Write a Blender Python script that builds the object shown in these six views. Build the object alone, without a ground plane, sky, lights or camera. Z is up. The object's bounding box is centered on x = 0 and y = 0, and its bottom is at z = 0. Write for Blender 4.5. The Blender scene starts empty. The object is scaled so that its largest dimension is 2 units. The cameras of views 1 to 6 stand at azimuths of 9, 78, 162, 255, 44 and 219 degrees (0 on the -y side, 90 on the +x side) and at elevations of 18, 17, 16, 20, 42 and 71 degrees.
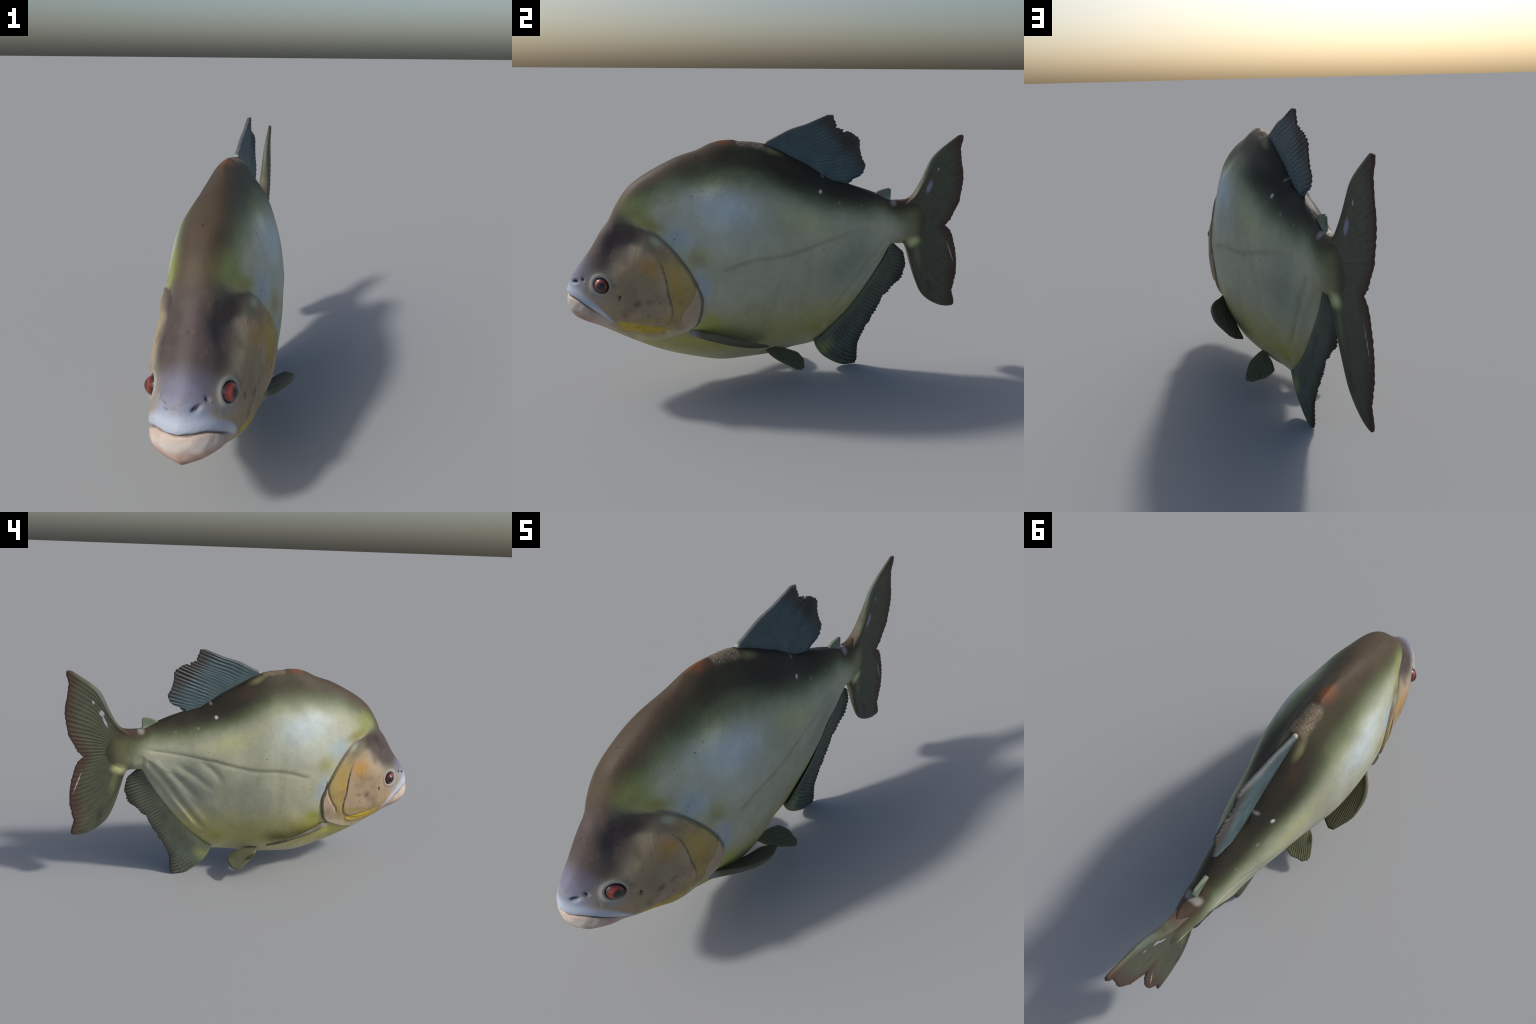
import bpy, math
import numpy as np

rng = np.random.default_rng(7)

# ------------------------------------------------------------------ curves
def pchip(x, y, xq):
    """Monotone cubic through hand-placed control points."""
    x = np.asarray(x, float); y = np.asarray(y, float)
    h = np.diff(x); d = np.diff(y) / h
    m = np.zeros_like(y)
    for i in range(1, len(x) - 1):
        if d[i-1] * d[i] > 0:
            w1 = 2*h[i] + h[i-1]; w2 = h[i] + 2*h[i-1]
            m[i] = (w1 + w2) / (w1/d[i-1] + w2/d[i])
    m[0] = d[0]; m[-1] = d[-1]
    i = np.clip(np.searchsorted(x, xq) - 1, 0, len(x) - 2)
    t = np.clip((xq - x[i]) / h[i], 0, 1)
    return (y[i]*(1+2*t)*(1-t)**2 + m[i]*h[i]*t*(1-t)**2
            + y[i+1]*t*t*(3-2*t) + m[i+1]*h[i]*t*t*(t-1))

def smooth_line(pts, n=90):
    """Points evenly spaced on a Catmull-Rom curve through pts."""
    P = np.asarray(pts, float)
    Q = np.vstack([2*P[0]-P[1], P, 2*P[-1]-P[-2]])
    out = []
    for i in range(1, len(Q) - 2):
        t = np.linspace(0, 1, 24, endpoint=False)[:, None]
        a, b, c, d = Q[i-1], Q[i], Q[i+1], Q[i+2]
        out.append(.5*(2*b + (c-a)*t + (2*a-5*b+4*c-d)*t*t + (3*b-a-3*c+d)*t**3))
    L = np.vstack(out + [P[-1:]])
    s = np.concatenate([[0], np.cumsum(np.linalg.norm(np.diff(L, axis=0), axis=1))])
    q = np.linspace(0, s[-1], n)
    return np.stack([np.interp(q, s, L[:, k]) for k in range(L.shape[1])], 1)

def along(pts, q):
    P = np.asarray(pts, float)
    s = np.concatenate([[0], np.cumsum(np.linalg.norm(np.diff(P, axis=0), axis=1))])
    s /= s[-1]
    return np.stack([np.interp(q, s, P[:, k]) for k in range(P.shape[1])], -1)

def line_distance(Y, Z, pts):
    """Signed distance to a line in side view (+ = left of its direction) and place along it."""
    L = smooth_line(pts, 70)
    best = np.full(Y.shape, 1e9); sign = np.ones(Y.shape); par = np.zeros(Y.shape)
    n = len(L) - 1
    for i in range(n):
        a, b = L[i], L[i+1]; d = b - a; l2 = d @ d
        py, pz = Y - a[0], Z - a[1]
        t = np.clip((py*d[0] + pz*d[1]) / l2, 0, 1)
        r = np.hypot(py - t*d[0], pz - t*d[1])
        k = r < best
        best[k] = r[k]; par[k] = (i + t[k]) / n
        sign[k] = np.sign(d[0]*pz[k] - d[1]*py[k])
    return best * sign, par

def sstep(x, a, b):
    t = np.clip((x - a) / (b - a), 0, 1)
    return t*t*(3 - 2*t)

def wobble(x, seed, octaves=3):
    """Smooth 1-D noise."""
    r = np.random.default_rng(seed); o = np.zeros_like(x)
    for k in range(octaves):
        n = 200; g = r.uniform(-1, 1, n); f = x * 2**k
        i = np.floor(f).astype(int); t = f - i; t = t*t*(3-2*t)
        o += (g[i % n]*(1-t) + g[(i+1) % n]*t) / 2**k
    return o

# ------------------------------------------------------------------ body form
BACK_Y = [-1.0, -.994, -.988, -.976, -.94, -.885, -.83, -.786, -.766, -.747, -.728, -.698, -.656, -.608, -.54,
          -.466, -.38, -.306, -.258, -.212, -.18, -.108, -.06, .0, .069, .148, .23, .279, .353, .412, .506,
          .593, .654, .71, .75, .78, .81, .826]
BACK_Z = [.525, .545, .568, .595, .642, .712, .800, .859, .901, .933, .962, .999, 1.035, 1.066, 1.103,
          1.138, 1.166, 1.198, 1.209, 1.211, 1.204, 1.198, 1.190, 1.166, 1.13, 1.09, 1.038, 1.006, .989, .968, .937,
          .895, .891, .902, .897, .872, .835, .79]
BELLY_Y = [-1.0, -.994, -.985, -.96, -.94, -.85, -.74, -.65, -.55, -.42, -.28, -.14, 0, .1, .2,
           .26, .34, .42, .5, .57, .605, .66, .71, .75, .78, .81, .826]
BELLY_Z = [.45, .428, .406, .379, .366, .321, .258, .210, .165, .127, .103, .101, .107, .132, .146,
           .187, .250, .325, .44, .56, .672, .668, .652, .658, .68, .72, .76]
WIDE_Y = [-.9, -.85, -.72, -.58, -.42, -.25, -.1, .1, .3, .5, .62, .71, .77, .80, .826]
WIDE_X = [.132, .138, .174, .192, .216, .222, .21, .159, .107, .078, .055, .034, .019, .009, .002]
FORM_Y = [-.9, -.6, -.25, .1, .5, .59, .655, .8]
UP_P = [1.45, 1.43, 1.77, 1.76, 1.92, 1.93, 1.95, 2.0]
UP_Q = [.49, .45, .74, .53, .454, .46, .47, .5]
LOW_P = [2.2, 2.6, 2.39, 1.64, 1.25, 1.25, 2.0, 2.0]
LOW_Q = [1.0, 1.0, .54, .78, 1.12, 1.1, .55, .5]
MID = [.3, .343, .544, .544, .509, .505, .5, .5]

# swellings and hollows laid over the plain sections: centre y, z, reach along, across, slant, amount
FLESH = [(-.10, 1.115, .24, .05, -.15, -.024), (.25, .78, .13, .11, -.2, .026), (-.735, .775, .10, .07, .9, -.040), (-.70, .62, .12, .09, 0, .006), (-.38, .96, .15, .09, 0, .009), (-.30, 1.065, .14, .08, .15, -.014), (.20, .70, .18, .15, 0, .006), (-.50, 1.02, .07, .06, .6, .006), (.64, .70, .06, .035, 0, .010), (.50, .56, .11, .05, .95, -.018), (-.47, .33, .09, .06, 0, -.013),
         (.30, .36, .28, .05, .85, -.002)]

def half_width(Y, Z):
    soft = lambda K, V: sum(w*pchip(K, V, np.clip(Y + o*sstep(Y, -.72, -.45)*(1 - sstep(Y, .66, .74)), -1, .826))
                            for o, w in ((-.06, .12), (-.03, .23), (0, .30), (.03, .23), (.06, .12)))
    zt = soft(BACK_Y, BACK_Z); zb = soft(BELLY_Y, BELLY_Z)   # kinks of the ridge do not run down the flank
    m = zb + (zt - zb) * pchip(FORM_Y, MID, Y)
    up = Z >= m
    s = np.clip(np.where(up, (Z-m)/(zt-m), (m-Z)/(m-zb)), 0, 1)
    p = np.where(up, pchip(FORM_Y, UP_P, Y), pchip(FORM_Y, LOW_P, Y))
    q = np.where(up, pchip(FORM_Y, UP_Q, Y), pchip(FORM_Y, LOW_Q, Y))
    w = pchip(WIDE_Y, WIDE_X, np.maximum(Y, -.9))
    tau = np.clip((Y + 1.0) / .19, 0, 1)              # blunt, rounded snout
    w = w * (1 - (1 - tau)**2.1)**(1/2.1)
    x = w * np.maximum(1 - s**p, 0)**q
    for cy, cz, ry, rz, rot, amt in FLESH:
        c, sn = math.cos(rot), math.sin(rot)
        u = ((Y-cy)*c + (Z-cz)*sn)/ry; v = (-(Y-cy)*sn + (Z-cz)*c)/rz
        x = x + amt*np.exp(-(u*u + v*v)) * np.clip(x/(.05 if amt > 0 else .11), 0, 1)
    return x

GILL = [(-.76, .815), (-.69, .838), (-.634, .837), (-.595, .818), (-.553, .784), (-.50, .722), (-.458, .665),
        (-.422, .60), (-.40, .545), (-.388, .50), (-.392, .45), (-.40, .41), (-.415, .37), (-.446, .34),
        (-.495, .315), (-.555, .294), (-.63, .278), (-.70, .262)]
CHEEK = [(-.70, .745), (-.65, .748), (-.60, .725), (-.565, .672), (-.546, .60), (-.538, .53), (-.525, .47),
         (-.524, .43), (-.54, .392), (-.575, .375), (-.65, .385), (-.76, .408)]
SUBGILL = [(-.405, .60), (-.42, .535), (-.447, .478), (-.475, .437), (-.482, .40)]
MOUTH = [(-1.03, .503), (-.985, .505), (-.955, .500), (-.928, .484), (-.884, .457), (-.846, .432), (-.812, .405)]
THROAT1 = [(-.76, .40), (-.70, .365), (-.61, .36), (-.545, .385)]
THROAT2 = [(-.72, .352), (-.685, .342), (-.61, .33), (-.56, .347), (-.542, .38)]
LATERAL = [(.62, .80), (.545, .788), (.39, .765), (.23, .737), (.139, .712), (0, .684), (-.1, .683), (-.2, .668),
           (-.26, .650), (-.33, .636)]
FIN_GROOVE = [(.572, .735), (.55, .70), (.472, .60), (.411, .505), (.339, .40), (.25, .275)]
FOLDS = [[(.44, .725), (.32, .64), (.20, .54)], [(.48, .69), (.37, .58), (.28, .47)], [(.31, .745), (.23, .68), (.16, .59)]]
EYE_Y, EYE_Z = -.836, .574

def relief(Y, Z, X0):
    """Height of the skin over the base form, as seen from the side."""
    left = X0 < 0                                       # grooves and folds are cut deeper on this side
    D = np.zeros_like(Y)
    d, t = line_distance(Y, Z, GILL)
    fade = sstep(t, .08, .26) * (1 - sstep(t, .90, 1.0))
    ins = np.maximum(-d, 0); outs = np.maximum(d, 0)
    D += np.where(d < 0, .011*np.exp(-ins/.06)*sstep(ins, 0, .007), -.006*np.exp(-(outs/.012)**2)) * fade
    d, t = line_distance(Y, Z, CHEEK)
    fade = sstep(t, .10, .30) * (1 - .7*sstep(t, .85, 1.0))
    ins = np.maximum(-d, 0); outs = np.maximum(d, 0)
    D += np.where(d < 0, .005*np.exp(-ins/.04)*sstep(ins, 0, .007), -.003*np.exp(-(outs/.009)**2)) * fade
    d, t = line_distance(Y, Z, SUBGILL)
    D -= np.where(left, .006, .0035) * np.exp(-(d/.006)**2) * (1 - sstep(t, .9, 1.0))
    for L in (THROAT1, THROAT2):
        d, t = line_distance(Y, Z, L)
        D += (.0028*np.exp(-np.abs(d)/.012)*np.sign(d)*sstep(np.abs(d), 0, .004)) * sstep(t, 0, .2) * (1-sstep(t, .85, 1))
    # mouth slit, lips, jaw bone
    d, t = line_distance(Y, Z, MOUTH)
    back = 1 - sstep(t, .75, 1.0)
    D -= (.010*np.exp(-((d + .0012*np.sin(Y*60 + X0*45) + .0008*np.sin(X0*150 + 1.))/.0055)**2)) * (.2 + .8*back)
    D += .0025*np.exp(-((d - .022)/.016)**2) * (.4 + .6*back)
    D += .0035*np.exp(-((d + .028)/.022)**2) * back
    # eye socket with raised rim
    r = np.hypot(Y - EYE_Y, (Z - EYE_Z)*.95)
    D += .005*np.exp(-((r - .042)/.009)**2) - .014*(1 - sstep(r, .022, .036))
    # nostrils and a pore behind the eye
    for (cy, cz, a, b, rot, dep) in [(-.957, .578, .013, .007, .35, .016), (-.920, .591, .007, .010, .2, .007),
                                     (-.755, .526, .006, .009, 0, .006)]:
        c, s = math.cos(rot), math.sin(rot)
        u = ((Y-cy)*c + (Z-cz)*s)/a; v = (-(Y-cy)*s + (Z-cz)*c)/b
        D -= dep*np.exp(-(u*u + v*v)) * (np.abs(X0) > .02)
    # lateral line
    d, t = line_distance(Y, Z, LATERAL)
    fade = sstep(t, .0, .12)*(1 - sstep(t, .92, 1.0))
    D -= np.where(left, .0034, .0022)*np.exp(-(d/.012)**2)*fade
    D -= .0018*np.sign(d)*np.exp(-np.abs(d)/.02)*sstep(np.abs(d), 0, .006)*fade
    # groove above the anal fin, and muscle folds in front of it
    d, t = line_distance(Y, Z, FIN_GROOVE)
    fade = sstep(t, .0, .08)*(1 - sstep(t, .8, 1.0))
    D -= np.where(left, .011, .007)*np.exp(-(d/.010)**2)*fade
    D += .007*np.exp(-((d - .028)/.018)**2)*fade
    D += np.where(left, .004, .001)*np.exp(-((d + .03)/.02)**2)*fade
    for i, L in enumerate(FOLDS):
        d, t = line_distance(Y, Z, L)
        D -= np.where(left, .0055, .0012)*np.exp(-(d/.020)**2)*sstep(t, 0, .25)*(1 - sstep(t, .6, 1))
    # edge of the scaled tail stem over the tail fin
    # very soft unevenness of the skin
    D += .0012*(np.sin(Y*23 + 2*np.sin(Z*9)) * np.sin(Z*19 + 1.3*np.sin(Y*11)))*sstep(Y, -.5, -.2)
    # rough pad before the back fin
    pad = np.exp(-((Y + .125)/.06)**4) * sstep(Z, 1.17, 1.19)
    D += pad*.002*np.sin(Y*420 + 3*np.sin(X0*300))*np.sin(X0*430 + 2*np.sin(Y*260))
    # creases of the lips and a lumpy chin
    lips = (1 - sstep(Y, -.93, -.84))*np.exp(-((Z - .45)/.07)**2)
    D += lips*(.0006*np.sin(Y*95 + X0*60 + 2*np.sin(Z*60)) + .0006*np.sin(X0*120 + Z*70))
    return D

def vertex_normals(V, F):
    a, b, c, d = (V[F[:, k]] for k in range(4))
    fn = np.cross(c - a, d - b)
    N = np.zeros_like(V)
    for k in range(4):
        for ax in range(3):
            N[:, ax] += np.bincount(F[:, k], fn[:, ax], len(V))
    l = np.linalg.norm(N, axis=1, keepdims=True); l[l < 1e-12] = 1
    return N / l

def body_surface():
    nu, nv = 720, 250
    q = np.linspace(0, 1, nu)
    ys = -1.0 + 1.826*(q + .0)                          # even along the trunk,
    ys = np.where(q < .12, -1.0 + 1.826*.12*(q/.12)**1.9, ys)  # closer at the snout
    k = .12; ys = -1.0 + 1.826*np.where(q < k, k*(.47*(q/k)**2 + .53*(q/k)**1) * 1.0, q)
    ys[0] = -1.0; ys = np.sort(ys); ys[1:12] = -1.0 + (ys[12] + 1.0)*(np.arange(1, 12)/12.)**2
    phi = np.linspace(-math.pi/2, math.pi/2, nv + 1)
    zt = pchip(BACK_Y, BACK_Z, ys)[:, None]; zb = pchip(BELLY_Y, BELLY_Z, ys)[:, None]
    f = .5 + .5*np.sin(phi)[None, :]
    f = .75*f + .25*np.linspace(0, 1, nv + 1)[None, :]
    Zs = zb + (zt - zb)*f
    Ys = np.repeat(ys[:, None], nv + 1, 1)
    Xs = half_width(Ys, Zs); Xs[:, 0] = 0; Xs[:, -1] = 0; Xs[0] = 0; Xs[-1] = 0
    ring = 2*nv
    idx = np.zeros((nu, ring), int); V = []
    right = np.stack([Xs, Ys, Zs], -1); lft = np.stack([-Xs, Ys, Zs], -1)
    n = 0
    for i in range(nu):
        if i in (0, nu - 1):
            V.append(right[i]); r = n + np.arange(nv + 1); n += nv + 1
            idx[i] = np.concatenate([r, r[nv-1:0:-1]])
        else:
            V.append(right[i]); V.append(lft[i, nv-1:0:-1]); idx[i] = n + np.arange(ring); n += ring
    V = np.vstack(V)
    a = idx[:-1]; b = idx[1:]
    F = np.stack([a, b, np.roll(b, -1, 1), np.roll(a, -1, 1)], -1).reshape(-1, 4)
    # round the ridge of back, brow, chin and keel
    body = V[idx[1:-1]]
    k = np.minimum(np.abs(((np.arange(ring) + nv//2) % nv) - nv//2), 999)     # rings away from either edge
    wt = (.5*(1 - sstep(k.astype(float), 6, 18)))[None, :, None]*(1 - .8*sstep(body[:, :1, 1:2], .1, .3))
    for _ in range(26):
        body = body + wt*(.5*(np.roll(body, 1, 1) + np.roll(body, -1, 1)) - body)
    V[idx[1:-1]] = body
    N = vertex_normals(V, F)
    if (N[:, 0]*V[:, 0]).sum() < 0:
        F = F[:, ::-1]; N = -N
    V = V + N * relief(V[:, 1], V[:, 2], V[:, 0])[:, None]
    mid = np.abs(V[:, 0]) < 1e-9
    return V, F

# ------------------------------------------------------------------ objects
def link(ob, parent=None):
    bpy.context.scene.collection.objects.link(ob)
    if parent: ob.parent = parent
    return ob

def mesh_object(name, V, F, mat, parent, normals=None):
    me = bpy.data.meshes.new(name)
    V = np.asarray(V, np.float32); F = np.asarray(F, np.int32); k = F.shape[1]
    me.vertices.add(len(V)); me.vertices.foreach_set('co', V.ravel())
    me.loops.add(F.size); me.loops.foreach_set('vertex_index', F.ravel())
    me.polygons.add(len(F)); me.polygons.foreach_set('loop_start', np.arange(0, F.size, k, dtype=np.int32))
    me.polygons.foreach_set('use_smooth', np.ones(len(F), bool))
    me.update(calc_edges=True); me.validate()
    me.materials.append(mat)
    if normals is not None:
        me.normals_split_custom_set_from_vertices([tuple(x) for x in normals.tolist()])
    return link(bpy.data.objects.new(name, me), parent)

# ------------------------------------------------------------------ node helpers
def lin(c):
    return tuple(((v/255)/12.92 if v/255 <= .04045 else ((v/255 + .055)/1.055)**2.4) for v in c) + (1.0,)

class Skin:
    """A small paint kit: layers of colour over procedural masks on Object coordinates."""
    def __init__(self, name, base, rough=.5, spec=.4, warp=.012, warp_scale=6):
        self.m = bpy.data.materials.new(name); self.m.use_nodes = True
        self.nt = self.m.node_tree; self.nt.nodes.clear()
        self.out = self.n('ShaderNodeOutputMaterial'); self.b = self.n('ShaderNodeBsdfPrincipled')
        self.nt.links.new(self.b.outputs[0], self.out.inputs[0])
        self.b.inputs['Roughness'].default_value = rough
        self.b.inputs['Specular IOR Level'].default_value = spec
        tc = self.n('ShaderNodeTexCoord'); self.raw = tc.outputs['Object']
        nz = self.n('ShaderNodeTexNoise'); nz.inputs['Scale'].default_value = warp_scale; nz.inputs['Detail'].default_value = 3
        self.l(self.raw, nz.inputs['Vector'])
        off = self.n('ShaderNodeVectorMath'); off.operation = 'SUBTRACT'; self.l(nz.outputs['Color'], off.inputs[0]); off.inputs[1].default_value = (.5, .5, .5)
        sc = self.n('ShaderNodeVectorMath'); sc.operation = 'SCALE'; self.l(off.outputs[0], sc.inputs[0]); sc.inputs['Scale'].default_value = warp*2
        ad = self.n('ShaderNodeVectorMath'); ad.operation = 'ADD'; self.l(self.raw, ad.inputs[0]); self.l(sc.outputs[0], ad.inputs[1])
        self.soft = ad.outputs[0]
        s = self.n('ShaderNodeSeparateXYZ'); self.l(self.raw, s.inputs[0]); self.x, self.y, self.z = s.outputs
        s = self.n('ShaderNodeSeparateXYZ'); self.l(self.soft, s.inputs[0]); self.sx, self.sy, self.sz = s.outputs
        rgb = self.n('ShaderNodeRGB'); rgb.outputs[0].default_value = lin(base); self.c = rgb.outputs[0]
    def n(self, t): return self.nt.nodes.new(t)
    def l(self, a, b): self.nt.links.new(a, b)
    def math(self, op, a, b=None, c=None):
        m = self.n('ShaderNodeMath'); m.operation = op
        for i, v in enumerate((a, b, c)):
            if v is None: continue
            if isinstance(v, (int, float)): m.inputs[i].default_value = v
            else: self.l(v, m.inputs[i])
        return m.outputs[0]
    def ramp(self, v, a, b, lo=0., hi=1.):
        """Smooth step of v from a (lo) to b (hi)."""
        m = self.n('ShaderNodeMapRange'); m.interpolation_type = 'SMOOTHSTEP'
        if a > b: a, b, lo, hi = b, a, hi, lo
        self.l(v, m.inputs['Value'])
        for k, q in zip(('From Min', 'From Max', 'To Min', 'To Max'), (a, b, lo, hi)): m.inputs[k].default_value = q
        return m.outputs[0]
    def curve(self, v, pts, n=26):
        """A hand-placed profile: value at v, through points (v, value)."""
        P = sorted(pts); xs = [p[0] for p in P]; ys = [p[1] for p in P]
        x0, x1, y0, y1 = min(xs), max(xs), min(ys) - .01, max(ys) + .01
        mr = self.n('ShaderNodeMapRange'); self.l(v, mr.inputs['Value'])
        mr.inputs['From Min'].default_value = x0; mr.inputs['From Max'].default_value = x1
        fc = self.n('ShaderNodeFloatCurve'); self.l(mr.outputs[0], fc.inputs['Value'])
        cm = fc.mapping; cm.use_clip = True; c = cm.curves[0]
        q = np.linspace(x0, x1, n); w = pchip(xs, ys, q)
        q = (q - x0)/(x1 - x0); w = (w - y0)/(y1 - y0)
        while len(c.points) < len(q): c.points.new(.5, .5)
        for p, a, b in zip(c.points, q, w): p.location = (float(a), float(b)); p.handle_type = 'VECTOR'
        cm.update()
        mr = self.n('ShaderNodeMapRange'); self.l(fc.outputs[0], mr.inputs['Value'])
        mr.inputs['To Min'].default_value = y0; mr.inputs['To Max'].default_value = y1; mr.clamp = False
        return mr.outputs[0]
    def blob(self, cy, cz, ry, rz, rot=0, hard=.0, soft=True, side=0):
        mp = self.n('ShaderNodeMapping'); mp.vector_type = 'TEXTURE'
        self.l(self.soft if soft else self.raw, mp.inputs['Vector'])
        mp.inputs['Location'].default_value = (0, cy, cz)
        mp.inputs['Rotation'].default_value = (rot, 0, 0)
        mp.inputs['Scale'].default_value = (1e4, ry, rz)
        ln = self.n('ShaderNodeVectorMath'); ln.operation = 'LENGTH'; self.l(mp.outputs[0], ln.inputs[0])
        m = self.ramp(ln.outputs['Value'], 1.0, hard)
        if side: m = self.mul(m, self.ramp(self.x, -.002*side, .004*side))
        return m
    def mul(self, *a):
        o = a[0]
        for b in a[1:]: o = self.math('MULTIPLY', o, b)
        return o
    def inv(self, a): return self.math('SUBTRACT', 1.0, a)
    def noise(self, scale, detail=4, rough=.55, stretch=(1, 1, 1), soft=False):
        mp = self.n('ShaderNodeMapping'); self.l(self.raw, mp.inputs['Vector']); mp.inputs['Scale'].default_value = stretch
        nz = self.n('ShaderNodeTexNoise'); self.l(mp.outputs[0], nz.inputs['Vector'])
        nz.inputs['Scale'].default_value = scale; nz.inputs['Detail'].default_value = detail; nz.inputs['Roughness'].default_value = rough
        return nz.outputs['Fac']
    def paint(self, mask, col, k=1.0):
        mx = self.n('ShaderNodeMix'); mx.data_type = 'RGBA'
        if k != 1.0: mask = self.math('MULTIPLY', mask, k)
        self.l(mask, mx.inputs['Factor']); self.l(self.c, mx.inputs['A'])
        if isinstance(col, tuple): mx.inputs['B'].default_value = lin(col)
        else: self.l(col, mx.inputs['B'])
        self.c = mx.outputs['Result']
    def grain(self, scale, amount, detail=4, stretch=(1, 1, 1)):
        """Mottle the colour so far, lighter and darker."""
        f = self.ramp(self.noise(scale, detail, stretch=stretch), .25, .75, 1 - amount, 1 + amount)
        mx = self.n('ShaderNodeVectorMath'); mx.operation = 'SCALE'
        self.l(self.c, mx.inputs[0]); self.l(f, mx.inputs['Scale']); self.c = mx.outputs[0]
    def specks(self, scale, size, col, stretch=(1, 1, 1), chance=.3, k=.85, turn=0.):
        """Sparse small nicks."""
        mp = self.n('ShaderNodeMapping'); self.l(self.raw, mp.inputs['Vector']); mp.inputs['Scale'].default_value = stretch; mp.inputs['Rotation'].default_value = (turn, 0, 0)
        v = self.n('ShaderNodeTexVoronoi'); self.l(mp.outputs[0], v.inputs['Vector']); v.inputs['Scale'].default_value = scale
        s = self.n('ShaderNodeSeparateColor'); self.l(v.outputs['Color'], s.inputs[0])
        m = self.mul(self.ramp(v.outputs['Distance'], size, size*.6), self.ramp(s.outputs[0], 1 - chance, 1 - chance + .01))
        self.paint(m, col, k)
    def bump(self, h, strength, dist=.002):
        bp = self.n('ShaderNodeBump'); bp.inputs['Strength'].default_value = strength; bp.inputs['Distance'].default_value = dist
        self.l(h, bp.inputs['Height']); self.l(bp.outputs[0], self.b.inputs['Normal'])
    def done(self):
        self.l(self.c, self.b.inputs['Base Color']); return self.m

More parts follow.
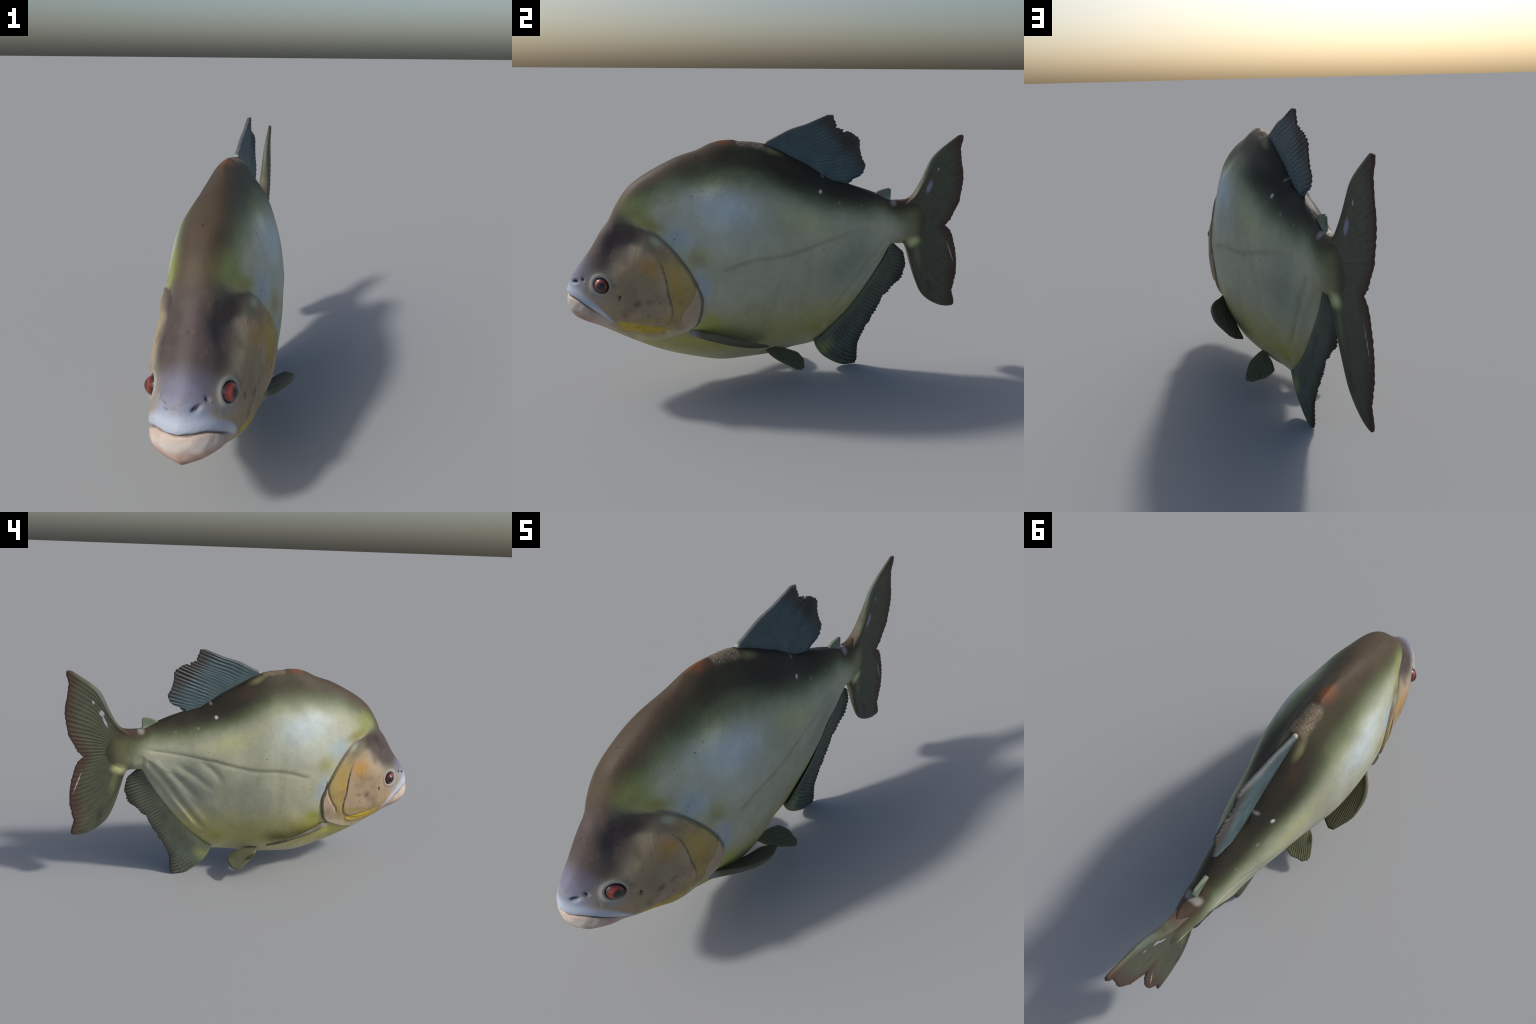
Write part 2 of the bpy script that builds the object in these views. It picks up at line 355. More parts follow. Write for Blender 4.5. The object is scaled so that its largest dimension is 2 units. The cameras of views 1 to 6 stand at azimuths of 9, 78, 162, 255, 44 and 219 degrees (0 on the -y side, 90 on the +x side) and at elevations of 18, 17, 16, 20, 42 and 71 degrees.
# ------------------------------------------------------------------ skin of the body
def body_material():
    k = Skin('fish_skin', (180, 181, 156), rough=.56, spec=.18, warp=.020, warp_scale=7)
    band = k.curve(k.sy, [(-.80, .80), (-.68, .93), (-.58, .985), (-.47, 1.03), (-.34, 1.045), (-.2, 1.045), (-.1, 1.025), (-.03, 1.00),
                          (.05, .965), (.14, .93), (.26, .89), (.40, .86), (.56, .855), (.66, .80), (.80, .80)])
    over = k.math('SUBTRACT', k.sz, band)
    # flank
    k.paint(k.ramp(k.sz, .52, .26), (186, 180, 112), .85)
    k.paint(k.blob(-.36, .33, .16, .12), (190, 188, 84), .7)
    k.paint(k.blob(.20, .24, .09, .09, -.6), (170, 164, 76), .6)
    k.paint(k.blob(.36, .60, .26, .20, .8), (146, 156, 142), .8)
    k.paint(k.blob(.12, .84, .26, .09, -.3), (184, 188, 138), .7)
    k.paint(k.blob(-.30, .86, .36, .22, -.25), (190, 198, 186), .85)
    k.paint(k.blob(-.27, .92, .24, .13, -.15), (196, 210, 212), .9)
    k.paint(k.blob(-.48, .79, .11, .11, .5), (160, 180, 192), .75)
    k.paint(k.blob(-.40, .70, .08, .09, .3), (150, 150, 98), .75)
    k.paint(k.mul(k.blob(.0, .55, .55, .35), k.ramp(k.noise(5, 2, stretch=(1, 2.2, .35)), .50, .70)), (160, 164, 128), .5)
    k.paint(k.mul(k.blob(-.375, .58, .055, .14, .25), k.ramp(k.noise(70, 3), .2, .7, .5, 1.)), (168, 182, 196), .9)
    k.paint(k.ramp(k.sz, .25, .13), (206, 200, 166), .85)
    k.paint(k.blob(-.345, .40, .07, .05, -.4), (170, 172, 70), .7)
    k.paint(k.blob(-.46, .27, .10, .04, -.3), (190, 192, 84), .6)
    # dark back, with a green fringe
    k.paint(k.ramp(over, -.085, .03), (104, 120, 84), .85)
    k.paint(k.ramp(over, -.035, .085), (70, 69, 52))
    k.paint(k.mul(k.ramp(over, -.01, .10), k.ramp(k.sy, -.18, .06)), (47, 45, 38), .92)
    top = k.math('SUBTRACT', k.curve(k.y, list(zip(BACK_Y, BACK_Z)), 90), k.sz)
    k.paint(k.mul(k.ramp(over, .02, .12), k.blob(-.28, 1.12, .22, .10)), (74, 74, 54), .6)
    ridge = k.mul(k.ramp(top, .12, .0), k.ramp(k.sy, .0, -.30))
    k.paint(ridge, (78, 66, 54), .9)
    k.paint(k.blob(.03, 1.09, .13, .05, -.5), (68, 54, 42), .7)
    k.paint(k.blob(-.03, 1.155, .08, .022, -.45), (136, 132, 92), .7)
    k.paint(k.mul(k.ramp(top, .07, .01), k.ramp(k.sy, .45, .62)), (78, 63, 52), .85)
    # tail stem
    k.paint(k.mul(k.ramp(k.sy, .56, .72), k.ramp(k.sz, .89, .80)), (118, 120, 84), .85)
    k.paint(k.ramp(k.sy, .70, .775), (78, 76, 58), .92)
    k.paint(k.blob(.722, .680, .060, .042, 0, .0), (206, 210, 150), .95)
    # yellow green nape
    k.paint(k.blob(-.655, .90, .10, .12, -.35), (140, 150, 82), .85)
    k.paint(k.blob(-.60, .845, .10, .05, -.3), (138, 134, 54), .75)
    # hump and rough pad
    k.paint(k.blob(-.255, 1.215, .085, .045, 0, .0), (138, 82, 52), .7)
    pad = k.mul(k.ramp(top, .030, .012), k.ramp(k.y, -.205, -.185), k.ramp(k.y, -.055, -.075))
    k.paint(pad, (116, 103, 85), .9)
    k.paint(k.mul(pad, k.ramp(k.noise(120, 3), .5, .62)), (150, 138, 118), .45)
    # lateral line and groove tints
    lat = k.math('ABSOLUTE', k.math('SUBTRACT', k.z, k.curve(k.y, [(p[0], p[1]) for p in LATERAL])))
    k.paint(k.mul(k.ramp(lat, .022, .0), k.ramp(k.y, -.33, -.26), k.ramp(k.y, .5, .2)), (116, 120, 98), .35)
    k.grain(26, .05, 5)
    # white flecks on the back
    for cy, cz, r, a in [(.202, .964, .013, .9), (.225, 1.03, .012, .25), (.30, .905, .012, .18), (.42, .885, .010, .12), (.600, .888, .026, .35),
                         (.262, .245, .013, .5)]:
        k.paint(k.blob(cy, cz, r, r, 0, .25, False), (214, 212, 206), a)

    dim = k.n('ShaderNodeVectorMath'); dim.operation = 'SCALE'; k.l(k.c, dim.inputs[0]); dim.inputs['Scale'].default_value = .88; k.c = dim.outputs[0]

    # ---- head
    gl = [(z, y) for y, z in GILL if z < .838 and y > -.62]
    gy = k.curve(k.z, [(.20, -.66), (.262, -.66)] + sorted(gl)[1:] + [(.836, -.655), (.87, -.70), (.93, -.77), (1.0, -.85)], 50)
    dg = k.math('SUBTRACT', k.y, gy)
    soften = k.ramp(k.sz, .76, .85, .006, .06)
    head = k.mul(k.ramp(k.math('DIVIDE', dg, soften), .6, -.6), k.ramp(k.sz, .97, .80))
    skull = k.math('SUBTRACT', k.sz, k.curve(k.sy, [(-1.0, .58), (-.94, .60), (-.86, .612), (-.80, .63), (-.74, .68), (-.68, .735), (-.60, .785), (-.5, .80)]))
    bony = k.ramp(skull, -.06, .06)
    k.paint(k.mul(head, k.inv(bony)), (162, 142, 116))
    k.paint(k.mul(head, k.blob(-.66, .46, .10, .09)), (176, 154, 130), .7)
    k.paint(k.mul(head, k.blob(-.78, .50, .05, .10)), (150, 130, 104), .5)
    # skull: dark brown grey, lavender snout
    k.paint(k.mul(head, bony), (76, 68, 66))
    k.paint(k.mul(head, k.ramp(k.noise(11, 3), .5, .68), k.ramp(skull, .0, .08)), (66, 58, 60), .6)
    k.paint(k.mul(head, k.blob(-.68, .80, .10, .06)), (72, 64, 62), .85)
    k.paint(k.mul(head, k.blob(-.95, .62, .12, .11)), (114, 116, 138), .85)
    k.paint(k.mul(head, k.blob(-.97, .56, .09, .07)), (138, 148, 172), .9)
    k.paint(k.mul(head, k.blob(-.79, .60, .07, .06)), (140, 140, 128), .6)
    k.paint(k.mul(head, k.blob(-.655, .735, .07, .03, -.2)), (150, 134, 112), .7)
    k.paint(k.mul(head, k.blob(-.73, .70, .05, .05)), (92, 76, 72), .6)
    k.paint(k.mul(head, k.blob(-.62, .655, .085, .085)), (182, 138, 66), .85)
    k.paint(k.mul(head, k.blob(-.69, .56, .20, .22, 0, 0, True, 1)), (132, 124, 96), .65)
    k.paint(k.mul(head, k.blob(-.72, .54, .06, .16, .15)), (140, 118, 96), .45)
    k.paint(k.mul(head, k.blob(-.865, .535, .085, .05, -.5)), (134, 140, 146), .75)
    # gill cover
    py = k.curve(k.z, sorted([(z, y) for y, z in CHEEK if .40 < z < .746]) + [(.375, -.56), (.40, -.535), (.78, -.68)])
    dp = k.math('SUBTRACT', k.y, py)
    plate = k.mul(head, k.ramp(dp, -.004, .004), k.ramp(k.sz, .76, .66), k.ramp(k.sz, .33, .40))
    k.paint(plate, (158, 141, 92), .95)
    k.paint(k.mul(plate, k.blob(-.50, .56, .05, .16, .1)), (168, 137, 68), .7)
    k.paint(k.mul(head, k.ramp(dp, -.02, .03), k.blob(-.60, .765, .12, .07, -.75)), (116, 110, 92), .85)
    k.paint(k.mul(head, k.blob(-.575, .78, .05, .03, -.6)), (160, 172, 150), .8)
    sb = k.curve(k.z, [(.30, -.53), (.36, -.50), (.40, -.484), (.437, -.475), (.478, -.447), (.535, -.42), (.60, -.405), (.65, -.39)])
    k.paint(k.mul(head, k.ramp(k.math('SUBTRACT', k.y, sb), -.004, .004)), (172, 152, 130), .95)
    k.paint(k.mul(head, k.ramp(dp, -.004, .004), k.ramp(k.sz, .40, .33)), (200, 182, 152), .8)
    # yellow throat plates below the cheek
    cz = k.curve(k.y, [(-.80, .41), (-.765, .404), (-.70, .392), (-.65, .385), (-.60, .378), (-.555, .374), (-.53, .40)])
    ty = k.mul(head, k.ramp(k.math('SUBTRACT', k.z, cz), .003, -.003), k.ramp(k.sz, .325, .352), k.ramp(k.y, -.535, -.56))
    k.paint(k.mul(head, k.ramp(k.sz, .35, .29)), (190, 182, 136), .9)
    k.paint(k.mul(ty, k.ramp(k.sy, -.80, -.74)), (192, 166, 58), .9)
    k.paint(k.mul(head, k.inv(bony), k.ramp(k.noise(13, 4), .48, .70)), (124, 112, 88), .45)
    k.paint(k.mul(head, k.ramp(k.noise(34, 3), .56, .72)), (104, 92, 76), .35)
    # dark smudges on the cheek
    for cy, c2, ry, rz, a in [(-.675, .50, .035, .03, .75), (-.62, .505, .03, .02, .4), (-.755, .526, .014, .02, .8), (-.73, .44, .03, .05, .3),
                              (-.70, .47, .05, .03, .3)]:
        k.paint(k.mul(head, k.blob(cy, c2, ry, rz)), (92, 72, 60), a)
    # lips and jaw
    mz = k.curve(k.y, [(-1.0, .505), (-.985, .505), (-.955, .500), (-.928, .484), (-.884, .457), (-.846, .432), (-.812, .405), (-.76, .365)])
    dm = k.math('SUBTRACT', k.z, mz)
    wid = k.curve(k.y, [(-1.0, .07), (-.92, .055), (-.86, .045), (-.82, .03), (-.79, .012), (-.76, .004)])
    rel = k.math('DIVIDE', dm, wid)
    fwd = k.ramp(k.sy, -.785, -.81)
    k.paint(k.mul(k.ramp(rel, 1.25, .5), k.ramp(dm, -.002, .002), fwd), (168, 178, 194), .95)
    jaw = k.mul(k.ramp(dm, .002, -.002), k.ramp(k.sy, -.76, -.84))
    k.paint(k.mul(k.ramp(rel, 1.2, .2), k.ramp(dm, -.002, .002), k.blob(-.845, .44, .06, .05, -.6)), (206, 204, 200), .8)
    k.paint(jaw, (186, 170, 158))
    k.paint(k.mul(jaw, k.blob(-.93, .40, .10, .045, -.4)), (182, 142, 124), .85)
    k.paint(k.mul(jaw, k.ramp(k.sy, -.88, -.80), k.ramp(k.sz, .37, .31)), (186, 182, 120), .8)
    k.paint(k.mul(jaw, k.blob(-.960, .378, .09, .052)), (138, 94, 70), .95)
    k.paint(k.mul(jaw, k.ramp(k.noise(15, 4), .48, .68)), (162, 124, 110), .5)
    k.paint(k.mul(jaw, k.blob(-.985, .465, .06, .035)), (200, 196, 192), .7)
    k.paint(k.mul(k.ramp(k.math('ABSOLUTE', dm), .0055, .002), k.ramp(k.y, -.84, -.90)), (52, 46, 48), .6)
    # eye surround
    k.paint(k.blob(EYE_Y - .004, EYE_Z + .004, .054, .054, 0, .70, False), (172, 176, 174), .5)
    k.paint(k.blob(EYE_Y, EYE_Z, .040, .040, 0, .80, False), (52, 46, 46), .9)
    # nostrils, pore
    for cy, c2, ry, rz, r in [(-.957, .578, .014, .0075, .35), (-.920, .591, .006, .010, .2), (-.755, .526, .006, .008, 0)]:
        k.paint(k.mul(k.blob(cy, c2, ry, rz, r, .3, False), k.ramp(k.math('ABSOLUTE', k.x), .02, .03)), (28, 28, 36), .9)
    k.paint(k.mul(head, k.ramp(dg, -.035, -.006), k.ramp(k.sz, .42, .35)), (186, 184, 178), .7)
    # dark seams of the plates
    seam = k.mul(k.ramp(k.math('ABSOLUTE', k.math('SUBTRACT', dg, .004)), .009, .001), k.ramp(k.z, .31, .38), k.ramp(k.z, .80, .74))
    k.paint(seam, (58, 60, 62), .6)
    seam = k.mul(head, k.ramp(k.math('ABSOLUTE', dp), .006, .001), k.ramp(k.z, .39, .42), k.ramp(k.z, .70, .62), k.ramp(k.noise(30, 2), .35, .6))
    k.paint(seam, (70, 62, 50), .7)
    k.grain(9, .07, 4)
    k.specks(17, .10, (28, 26, 25), (1.2, .9, 2.3), .10, .8, .5)
    k.specks(19, .10, (28, 26, 25), (1.2, .9, 2.6), .10, .8, -.7)
    k.specks(24, .10, (28, 26, 25), (1.2, 2.2, 1.), .06, .8, .3)
    sc = k.n('ShaderNodeTexVoronoi'); k.l(k.raw, sc.inputs['Vector']); sc.inputs['Scale'].default_value = 150
    mixh = k.math('ADD', k.math('MULTIPLY', sc.outputs['Distance'], .5), k.noise(60, 4))
    k.bump(mixh, .25, .003)
    return k.done()

def fin_material(name, base, paints, rough=.55, grain_stretch=(1, 1, 1), ray=None):
    k = Skin(name, base, rough=rough, spec=.3, warp=.012, warp_scale=9)
    if ray:                                             # pale and dark lines fanning out of a point
        cy, cz, freq, col, amt = ray
        ang = k.math('ARCTAN2', k.math('SUBTRACT', k.sz, cz), k.math('SUBTRACT', k.sy, cy))
        wv = k.math('SINE', k.math('MULTIPLY', ang, freq))
        k.paint(k.mul(k.ramp(wv, .2, 1.), k.ramp(k.noise(12, 3), .35, .6)), col, amt)
    for p in paints: p(k)
    k.grain(22, .10, 5, grain_stretch)
    k.specks(34, .09, (24, 22, 22), (1, 1, 1.4), .10, .8)
    k.bump(k.noise(90, 4, stretch=grain_stretch), .15, .002)
    return k.done()

def eye_material():
    k = Skin('eye_surface', (92, 30, 28), rough=.12, spec=.6, warp=.002)
    dy = k.math('SUBTRACT', k.y, EYE_Y - .001); dz = k.math('SUBTRACT', k.z, EYE_Z)
    r = k.math('SQRT', k.math('ADD', k.mul(dy, dy), k.mul(dz, dz)))
    k.paint(k.ramp(r, .031, .024), (122, 50, 36))
    k.paint(k.ramp(r, .024, .021), (100, 26, 24), .9)
    k.paint(k.ramp(r, .0195, .0175), (10, 8, 9))
    k.paint(k.ramp(r, .028, .033), (40, 26, 26))
    k.b.inputs['Coat Weight'].default_value = .3; k.b.inputs['Coat Roughness'].default_value = .06
    return k.done()

# ------------------------------------------------------------------ fins
def edge_dev(curve, t, start, end):
    """Departure of a curved edge from the straight ray it replaces."""
    c = along(smooth_line(curve, 60), t)
    return c - (start + (end - start)*t[:, None])

def fin(name, base, outer, front, rear, place, thick, mat, parent, rays=24, rib=.0016, jag=.004, ns=200, nt=70,
        seed=1, decay=(2.0, 2.0), rim=(.05, .05), soft_ribs=.5):
    """A fin between a base line and an outer edge. Rays run from one to the other; the first and last
    follow the curved front and rear edges. thick(s,t) = half thickness; place(u,v,side,h) -> 3-D."""
    s = np.linspace(0, 1, ns); t = np.linspace(0, 1, nt)**.85
    B = along(smooth_line(base, 120), s)
    O = along(np.asarray(outer, float), s)
    df = edge_dev(front, t, B[0], O[0]) if front else np.zeros((nt, 2))
    dr = edge_dev(rear, t, B[-1], O[-1]) if rear else np.zeros((nt, 2))
    dirn = O - B; dirn /= np.linalg.norm(dirn, axis=1, keepdims=True)
    ph = s*rays
    tooth = jag*(-.7*np.abs(np.sin(np.pi*ph))**4*(.5 + .5*wobble(ph*.5, seed)) + .9*wobble(ph*.33, seed + 3, 2))
    ends = np.clip(np.minimum(s, 1-s)/.06, 0, 1)
    O = O + dirn*(tooth*ends)[:, None]
    S, T = np.meshgrid(s, t, indexing='ij')
    P = B[:, None, :]*(1-T[..., None]) + O[:, None, :]*T[..., None]
    P = P + ((1-S)**decay[0])[..., None]*df[None] + (S**decay[1])[..., None]*dr[None]
    h = thick(S, T)
    e = np.minimum(np.minimum(S/rim[0], (1-S)/rim[0]), (1-T)/rim[1])
    rimf = np.sqrt(np.clip(1 - (1 - np.clip(e, 0, 1))**2, 0, 1))
    ribs = np.cos(2*np.pi*rays*S + .8*wobble(S*rays*.4, seed+5)) * rib * sstep(T, .05, .25) * (1 - .35*sstep(T, .9, 1))
    ribs = ribs*(soft_ribs + (1-soft_ribs)*sstep(T, .25, .85))
    ribs = ribs*(.65 + .35*wobble(S*rays*.3 + 2*T, seed + 8, 1))
    H = np.maximum(h + ribs, .0015)*rimf
    V1 = place(P[..., 0], P[..., 1], H); V2 = place(P[..., 0], P[..., 1], -H)
    V = np.vstack([V1.reshape(-1, 3), V2.reshape(-1, 3)])
    idx = np.arange(ns*nt).reshape(ns, nt); idb = idx + ns*nt
    on = (S <= 0) | (S >= 1) | (T >= 1)
    idb = np.where(on, idx, idb)
    def quads(i): return np.stack([i[:-1, :-1], i[1:, :-1], i[1:, 1:], i[:-1, 1:]], -1).reshape(-1, 4)
    F = np.vstack([quads(idx), quads(idb)[:, ::-1]])
    # fix orientation and drop unused rim copies
    a, b, c, d = (V[F[:, k]] for k in range(4))
    nrm = np.cross(c-a, d-b)[: (ns-1)*(nt-1)].sum(0)
    if nrm @ (V1.reshape(-1, 3) - V2.reshape(-1, 3)).sum(0) < 0: F = F[:, ::-1]
    used = np.unique(F); remap = -np.ones(len(V), int); remap[used] = np.arange(len(used))
    return mesh_object(name, V[used], remap[F], mat, parent)

def median(y, z, x): return np.stack([x, y, z], -1)

def build():
    root = bpy.data.objects.new('piranha', None); link(root)
    root['label'] = 'Deep-bodied silvery green piranha with red eyes and dark fins'
    root['category'] = 'fish'

    skin = body_material()
    V, F = body_surface()
    N = vertex_normals(V, F)
    fc = V[F].mean(1); Y, Z = fc[:, 1], fc[:, 2]
    gd, _ = line_distance(Y, Z, GILL)
    head_line = pchip([.1, .262, .29, .80, .838, .90, 1.3], [-.70, -.66, -.63, -.66, -.70, -.76, -.76], Z)
    is_head = (Y < head_line) | ((gd < .002) & (Z < .836) & (Z > .285) & (Y < -.37))
    cd, ct = line_distance(Y, Z, CHEEK)
    is_gill = is_head & (cd > 0) & (Y > -.66) & (Z < .80)
    md, mt = line_distance(Y, Z, MOUTH)
    is_jaw = is_head & (md < 0) & (Y < -.80)
    is_tail = Y > .60
    groups = [('torso', ~is_head & ~is_tail, None), ('head', is_head & ~is_gill & ~is_jaw, None), ('tail', is_tail, None),
              ('gill_cover', is_gill & (fc[:, 0] > 0), 'head'), ('gill_cover', is_gill & (fc[:, 0] <= 0), 'head'), ('lower_jaw', is_jaw, 'head')]
    made = {}
    for name, mask, par in groups:
        f = F[mask]; used = np.unique(f); rm = np.zeros(len(V), int); rm[used] = np.arange(len(used))
        made[name] = mesh_object(name, V[used], rm[f], skin, made[par] if par else root, N[used])
    head = made['head']

    # eyes
    em = eye_material()
    nu, nv = 48, 32
    u = np.linspace(0, 2*np.pi, nu, endpoint=False); v = np.linspace(0, np.pi/2*1.05, nv)
    for side in (1, -1):
        tilt = .10
        P = np.stack([.036*np.cos(v)[None, :] + 0*u[:, None],
                      .0335*np.cos(u)[:, None]*np.sin(v)[None, :], .0335*np.sin(u)[:, None]*np.sin(v)[None, :]], -1)
        P[..., 0] = side*(P[..., 0] + .116 + .25*P[..., 1] - .12*P[..., 2]); P[..., 1] += EYE_Y; P[..., 2] += EYE_Z
        i = np.arange(nu*nv).reshape(nu, nv); j = np.roll(i, -1, 0)
        Fq = np.stack([i[:, :-1], i[:, 1:], j[:, 1:], j[:, :-1]], -1).reshape(-1, 4)
        if side > 0: Fq = Fq[:, ::-1]
        mesh_object('eye', P.reshape(-1, 3), Fq, em, head)

    # ---- back fin
    dm = fin_material('back_fin_skin', (68, 86, 91), [
        lambda k: k.paint(k.ramp(k.math('ADD', k.sz, k.math('MULTIPLY', k.sy, 1.1)), 1.46, 1.58), (62, 56, 52), .85),
        lambda k: k.paint(k.ramp(k.math('SUBTRACT', k.sz, k.math('MULTIPLY', k.sy, .40)), 1.19, 1.23), (92, 90, 88), .6),
        lambda k: k.paint(k.blob(-.06, 1.195, .022, .016), (190, 190, 176), .7),
    ], ray=(-.35, 1.02, 230, (98, 114, 116), .5))
    fin('dorsal_fin', [(-.062, 1.178), (-.009, 1.15), (.069, 1.113), (.148, 1.073), (.23, 1.02), (.279, .99), (.35, .972)],
        [(.25, 1.317), (.278, 1.315), (.284, 1.298), (.30, 1.28), (.304, 1.26), (.333, 1.247), (.331, 1.233), (.352, 1.24), (.38, 1.228),
         (.404, 1.21), (.413, 1.172), (.425, 1.132), (.437, 1.10), (.448, 1.068), (.446, 1.036), (.425, 1.018), (.39, 1.010), (.384, .994)],
        [(-.062, 1.19), (.0, 1.220), (.067, 1.252), (.136, 1.272), (.19, 1.293), (.25, 1.317)], None, median,
        lambda s, t: (.009*(1-t) + .0042*t) + .004*np.exp(-(s/.10)**2)*(.5+.5*t), dm, root, rays=24, rib=.0036, soft_ribs=.4, jag=.010, seed=3, decay=(3, 2),
        rim=(.03, .03))

    am = fin_material('small_fin_skin', (104, 116, 98), [lambda k: k.paint(k.ramp(k.sz, .925, .89), (170, 172, 160), .5)])
    fin('adipose_fin', [(.50, .925), (.55, .905), (.594, .88)], [(.565, .953), (.58, .956), (.593, .948)], [(.50, .93), (.53, .945), (.565, .953)], None,
        median, lambda s, t: .010*(1-t) + .005*t, am, made['tail'], rays=6, rib=.0004, jag=.001, ns=50, nt=30, rim=(.08, .10))

    # ---- tail fin
    red = (74, 50, 44)
    tail_edge = [(.29, .95), (.40, .93), (.55, .935), (.68, .905), (.75, .862), (.82, .90), (.90, .93), (1.0, .935), (1.1, .915), (1.16, .91), (1.22, .90)]
    def rimred(k):
        d = k.math('SUBTRACT', k.sy, k.curve(k.sz, tail_edge))
        k.paint(k.ramp(d, -.03, .05), red, .85)
    def marks(k):
        pale = (186, 180, 196)
        k.paint(k.blob(.797, .955, .018, .042, -.35, .45, True, 1), (140, 136, 160), .9)
        k.paint(k.blob(.840, 1.043, .007, .015, -.3, .3, True), pale, .8)
        k.paint(k.blob(.800, .985, .017, .022, -.5, .4, True, -1), pale, .95)
        k.paint(k.blob(.785, .94, .009, .045, -.35, .3, True, -1), pale, .95)
        k.paint(k.blob(.945, .605, .005, .085, .40, .2, False), (190, 172, 172), .8)
        k.paint(k.blob(.838, .42, .022, .085, .42), (48, 50, 46), .6)
        k.paint(k.blob(.722, .676, .060, .046, 0, .0), (206, 210, 150), .95)
        k.paint(k.blob(.755, .60, .03, .10, .3), (122, 126, 84), .6)
        k.paint(k.blob(.80, 1.09, .03, .12, -.55), (84, 100, 94), .6)
        k.paint(k.blob(.690, .90, .075, .06), (74, 60, 50), .9)
        k.paint(k.blob(.70, .77, .08, .12), (80, 78, 60), .7)
    cm = fin_material('tail_fin_skin', (82, 84, 68), [rimred, marks], ray=(.62, .775, 70, (60, 60, 50), .35), rough=.6)
    fin('caudal_fin', [(.655, .875), (.675, .83), (.685, .775), (.675, .72), (.655, .685)],
        [(.935, 1.210), (.952, 1.213), (.963, 1.207), (.965, 1.19), (.957, 1.15), (.962, 1.105), (.974, 1.045), (.983, .98), (.984, .94), (.976, .873),
         (.952, .824), (.934, .78), (.903, .749), (.936, .724), (.955, .677), (.978, .62), (.989, .545), (.994, .476), (.983, .41),
         (.979, .386), (.997, .330), (.998, .305), (.985, .296)],
        [(.655, .875), (.69, .895), (.712, .913), (.732, .945), (.758, 1.0), (.791, 1.085), (.825, 1.128), (.885, 1.175), (.935, 1.210)],
        [(.655, .685), (.682, .66), (.698, .63), (.72, .56), (.752, .472), (.793, .39), (.84, .343), (.90, .309), (.95, .296), (.985, .296)], median,
        lambda s, t: (.019*(1-t)**1.5 + .0048) + .006*(np.exp(-(s/.10)**2) + np.exp(-((1-s)/.10)**2))*(1-.45*t), cm, made['tail'],
        rays=36, rib=.0017, jag=.006, ns=300, nt=90, seed=11, decay=(3.2, 3.2), rim=(.035, .03))

    # ---- anal fin
    def anal_edge(k):
        d = k.math('SUBTRACT', k.sy, k.curve(k.sz, [(.0, .43), (.10, .44), (.2, .48), (.3, .535), (.4, .60), (.48, .66), (.55, .685), (.65, .69)]))
        k.paint(k.ramp(d, -.05, .03), (44, 38, 34), .9)
        k.paint(k.ramp(d, -.10, -.20), (104, 114, 94), .7)
        k.paint(k.blob(.27, .12, .09, .06, .6), (142, 146, 92), .8)
        k.paint(k.blob(.36, .13, .14, .07, .7), (92, 106, 98), .5)
    nm = fin_material('anal_fin_skin', (84, 90, 76), [anal_edge], ray=(.10, .75, 200, (54, 60, 54), .6))
    fin('anal_fin', [(.225, .185), (.261, .205), (.336, .27), (.405, .345), (.48, .45), (.545, .55), (.585, .625), (.60, .69)],
        [(.428, .002), (.448, .006), (.457, .03), (.455, .08), (.458, .125), (.485, .19), (.525, .262), (.56, .328), (.595, .382), (.645, .445), (.678, .48),
         (.696, .53), (.695, .58), (.675, .62), (.64, .655)],
        [(.21, .165), (.222, .125), (.255, .075), (.305, .035), (.37, .003), (.428, .001)], None, median,
        lambda s, t: .015*(1-t)**1.6 + .0050 + .002*np.exp(-(s/.1)**2), nm, root, rays=38, rib=.0048, soft_ribs=.75, jag=.009, ns=300, nt=70, seed=21, decay=(5, 2),
        rim=(.03, .035))

    # ---- paired fins
    pm = fin_material('side_fin_skin', (82, 82, 66), [
        lambda k: k.paint(k.ramp(k.sy, -.385, -.44), (150, 146, 138), .8),
        lambda k: k.paint(k.ramp(k.noise(9, 3), .5, .7), (88, 84, 66), .5)], grain_stretch=(3, .5, 1))
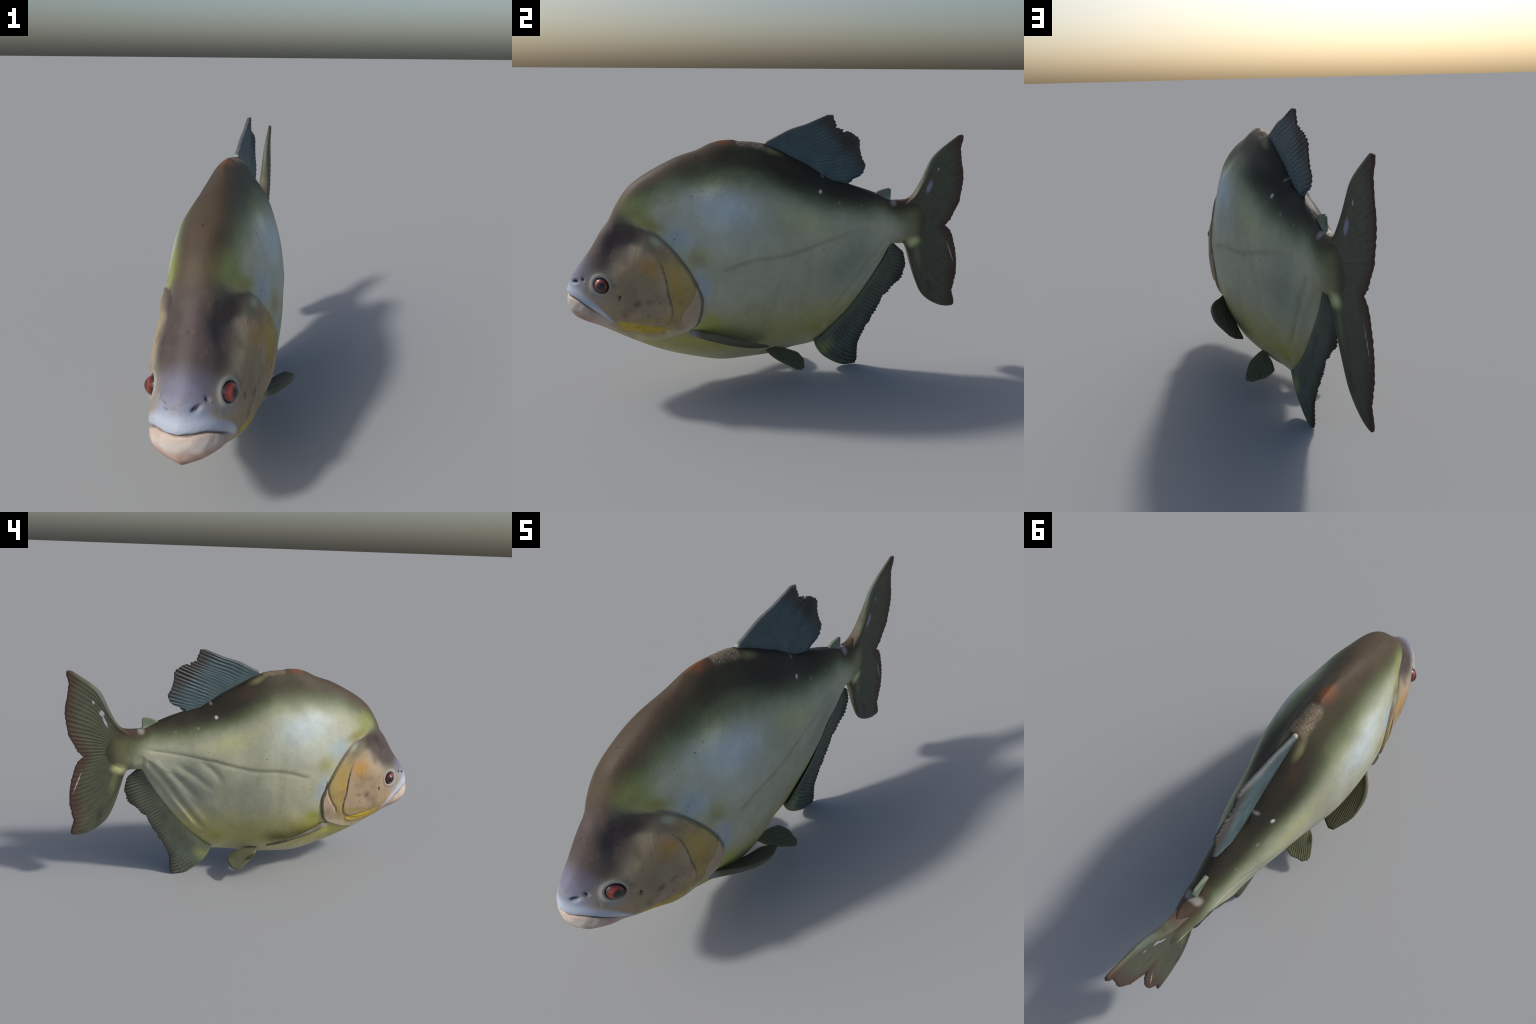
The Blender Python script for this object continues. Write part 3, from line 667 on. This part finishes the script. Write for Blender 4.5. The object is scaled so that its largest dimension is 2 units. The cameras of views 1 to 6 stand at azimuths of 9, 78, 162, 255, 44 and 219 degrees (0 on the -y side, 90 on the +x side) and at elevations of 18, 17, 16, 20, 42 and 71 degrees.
    vm = fin_material('belly_fin_skin', (84, 86, 62), [lambda k: k.paint(k.ramp(k.noise(9, 3), .5, .7), (112, 112, 82), .5)], grain_stretch=(3, .5, 1))
    for side in (1, -1):
        # breast fin: a blade lying back along the flank, plan in (outward x, y), rising gently outward
        def plane(x, y, h, side=side):
            z = pchip([-.46, -.335, -.2, -.13, -.06], [.378, .326, .280, .266, .257], y.ravel()).reshape(y.shape) + .60*(x - .235)
            return np.stack([side*(x - .5*h), y, z + .86*h], -1)
        fin('pectoral_fin', [(.165, -.445), (.155, -.405)],
            [(.273, -.20), (.268, -.165), (.258, -.135), (.24, -.10), (.222, -.074), (.20, -.068), (.188, -.072), (.17, -.088), (.150, -.105), (.148, -.13)],
            [(.165, -.445), (.20, -.39), (.243, -.335), (.268, -.275), (.273, -.20)], [(.155, -.405), (.155, -.30), (.148, -.13)], plane,
            lambda s, t: .011*(1-t) + .0040 + .004*np.exp(-(s/.12)**2), pm, root, rays=17, rib=.0017, jag=.005, ns=140, nt=60, seed=31, decay=(1.6, 1.6),
            rim=(.05, .05))
        # belly fin: a small paddle slanting down and out; plan in its own (u back, w out) directions
        base0 = np.array([.055, -.050, .158]); tip = np.array([.198, .082, .094]); inner = np.array([.060, .112, .125])
        eu = tip - base0; ew = inner - base0; nn = np.cross(eu, ew); nn /= np.linalg.norm(nn)
        def paddle(a, b, h, side=side):
            P = base0 + a[..., None]*eu + b[..., None]*ew + nn*(h + .006*np.sin(np.clip(a+b, 0, 1)*math.pi))[..., None]
            return P*np.array([side, 1, 1])
        fin('pelvic_fin', [(-.04, .0), (.0, .30)],
            [(.93, -.06), (1.0, .02), (.985, .15), (.84, .36), (.60, .58), (.34, .82), (.12, .97), (.0, .97)],
            [(-.04, .0), (.3, -.20), (.65, -.26), (.93, -.06)], [(.0, .30), (-.04, .65), (.0, .98)], paddle,
            lambda s, t: .010*(1-t) + .0042, vm, root, rays=13, rib=.0017, jag=.03, ns=110, nt=50, seed=41, decay=(1.5, 1.5), rim=(.06, .06))

build()
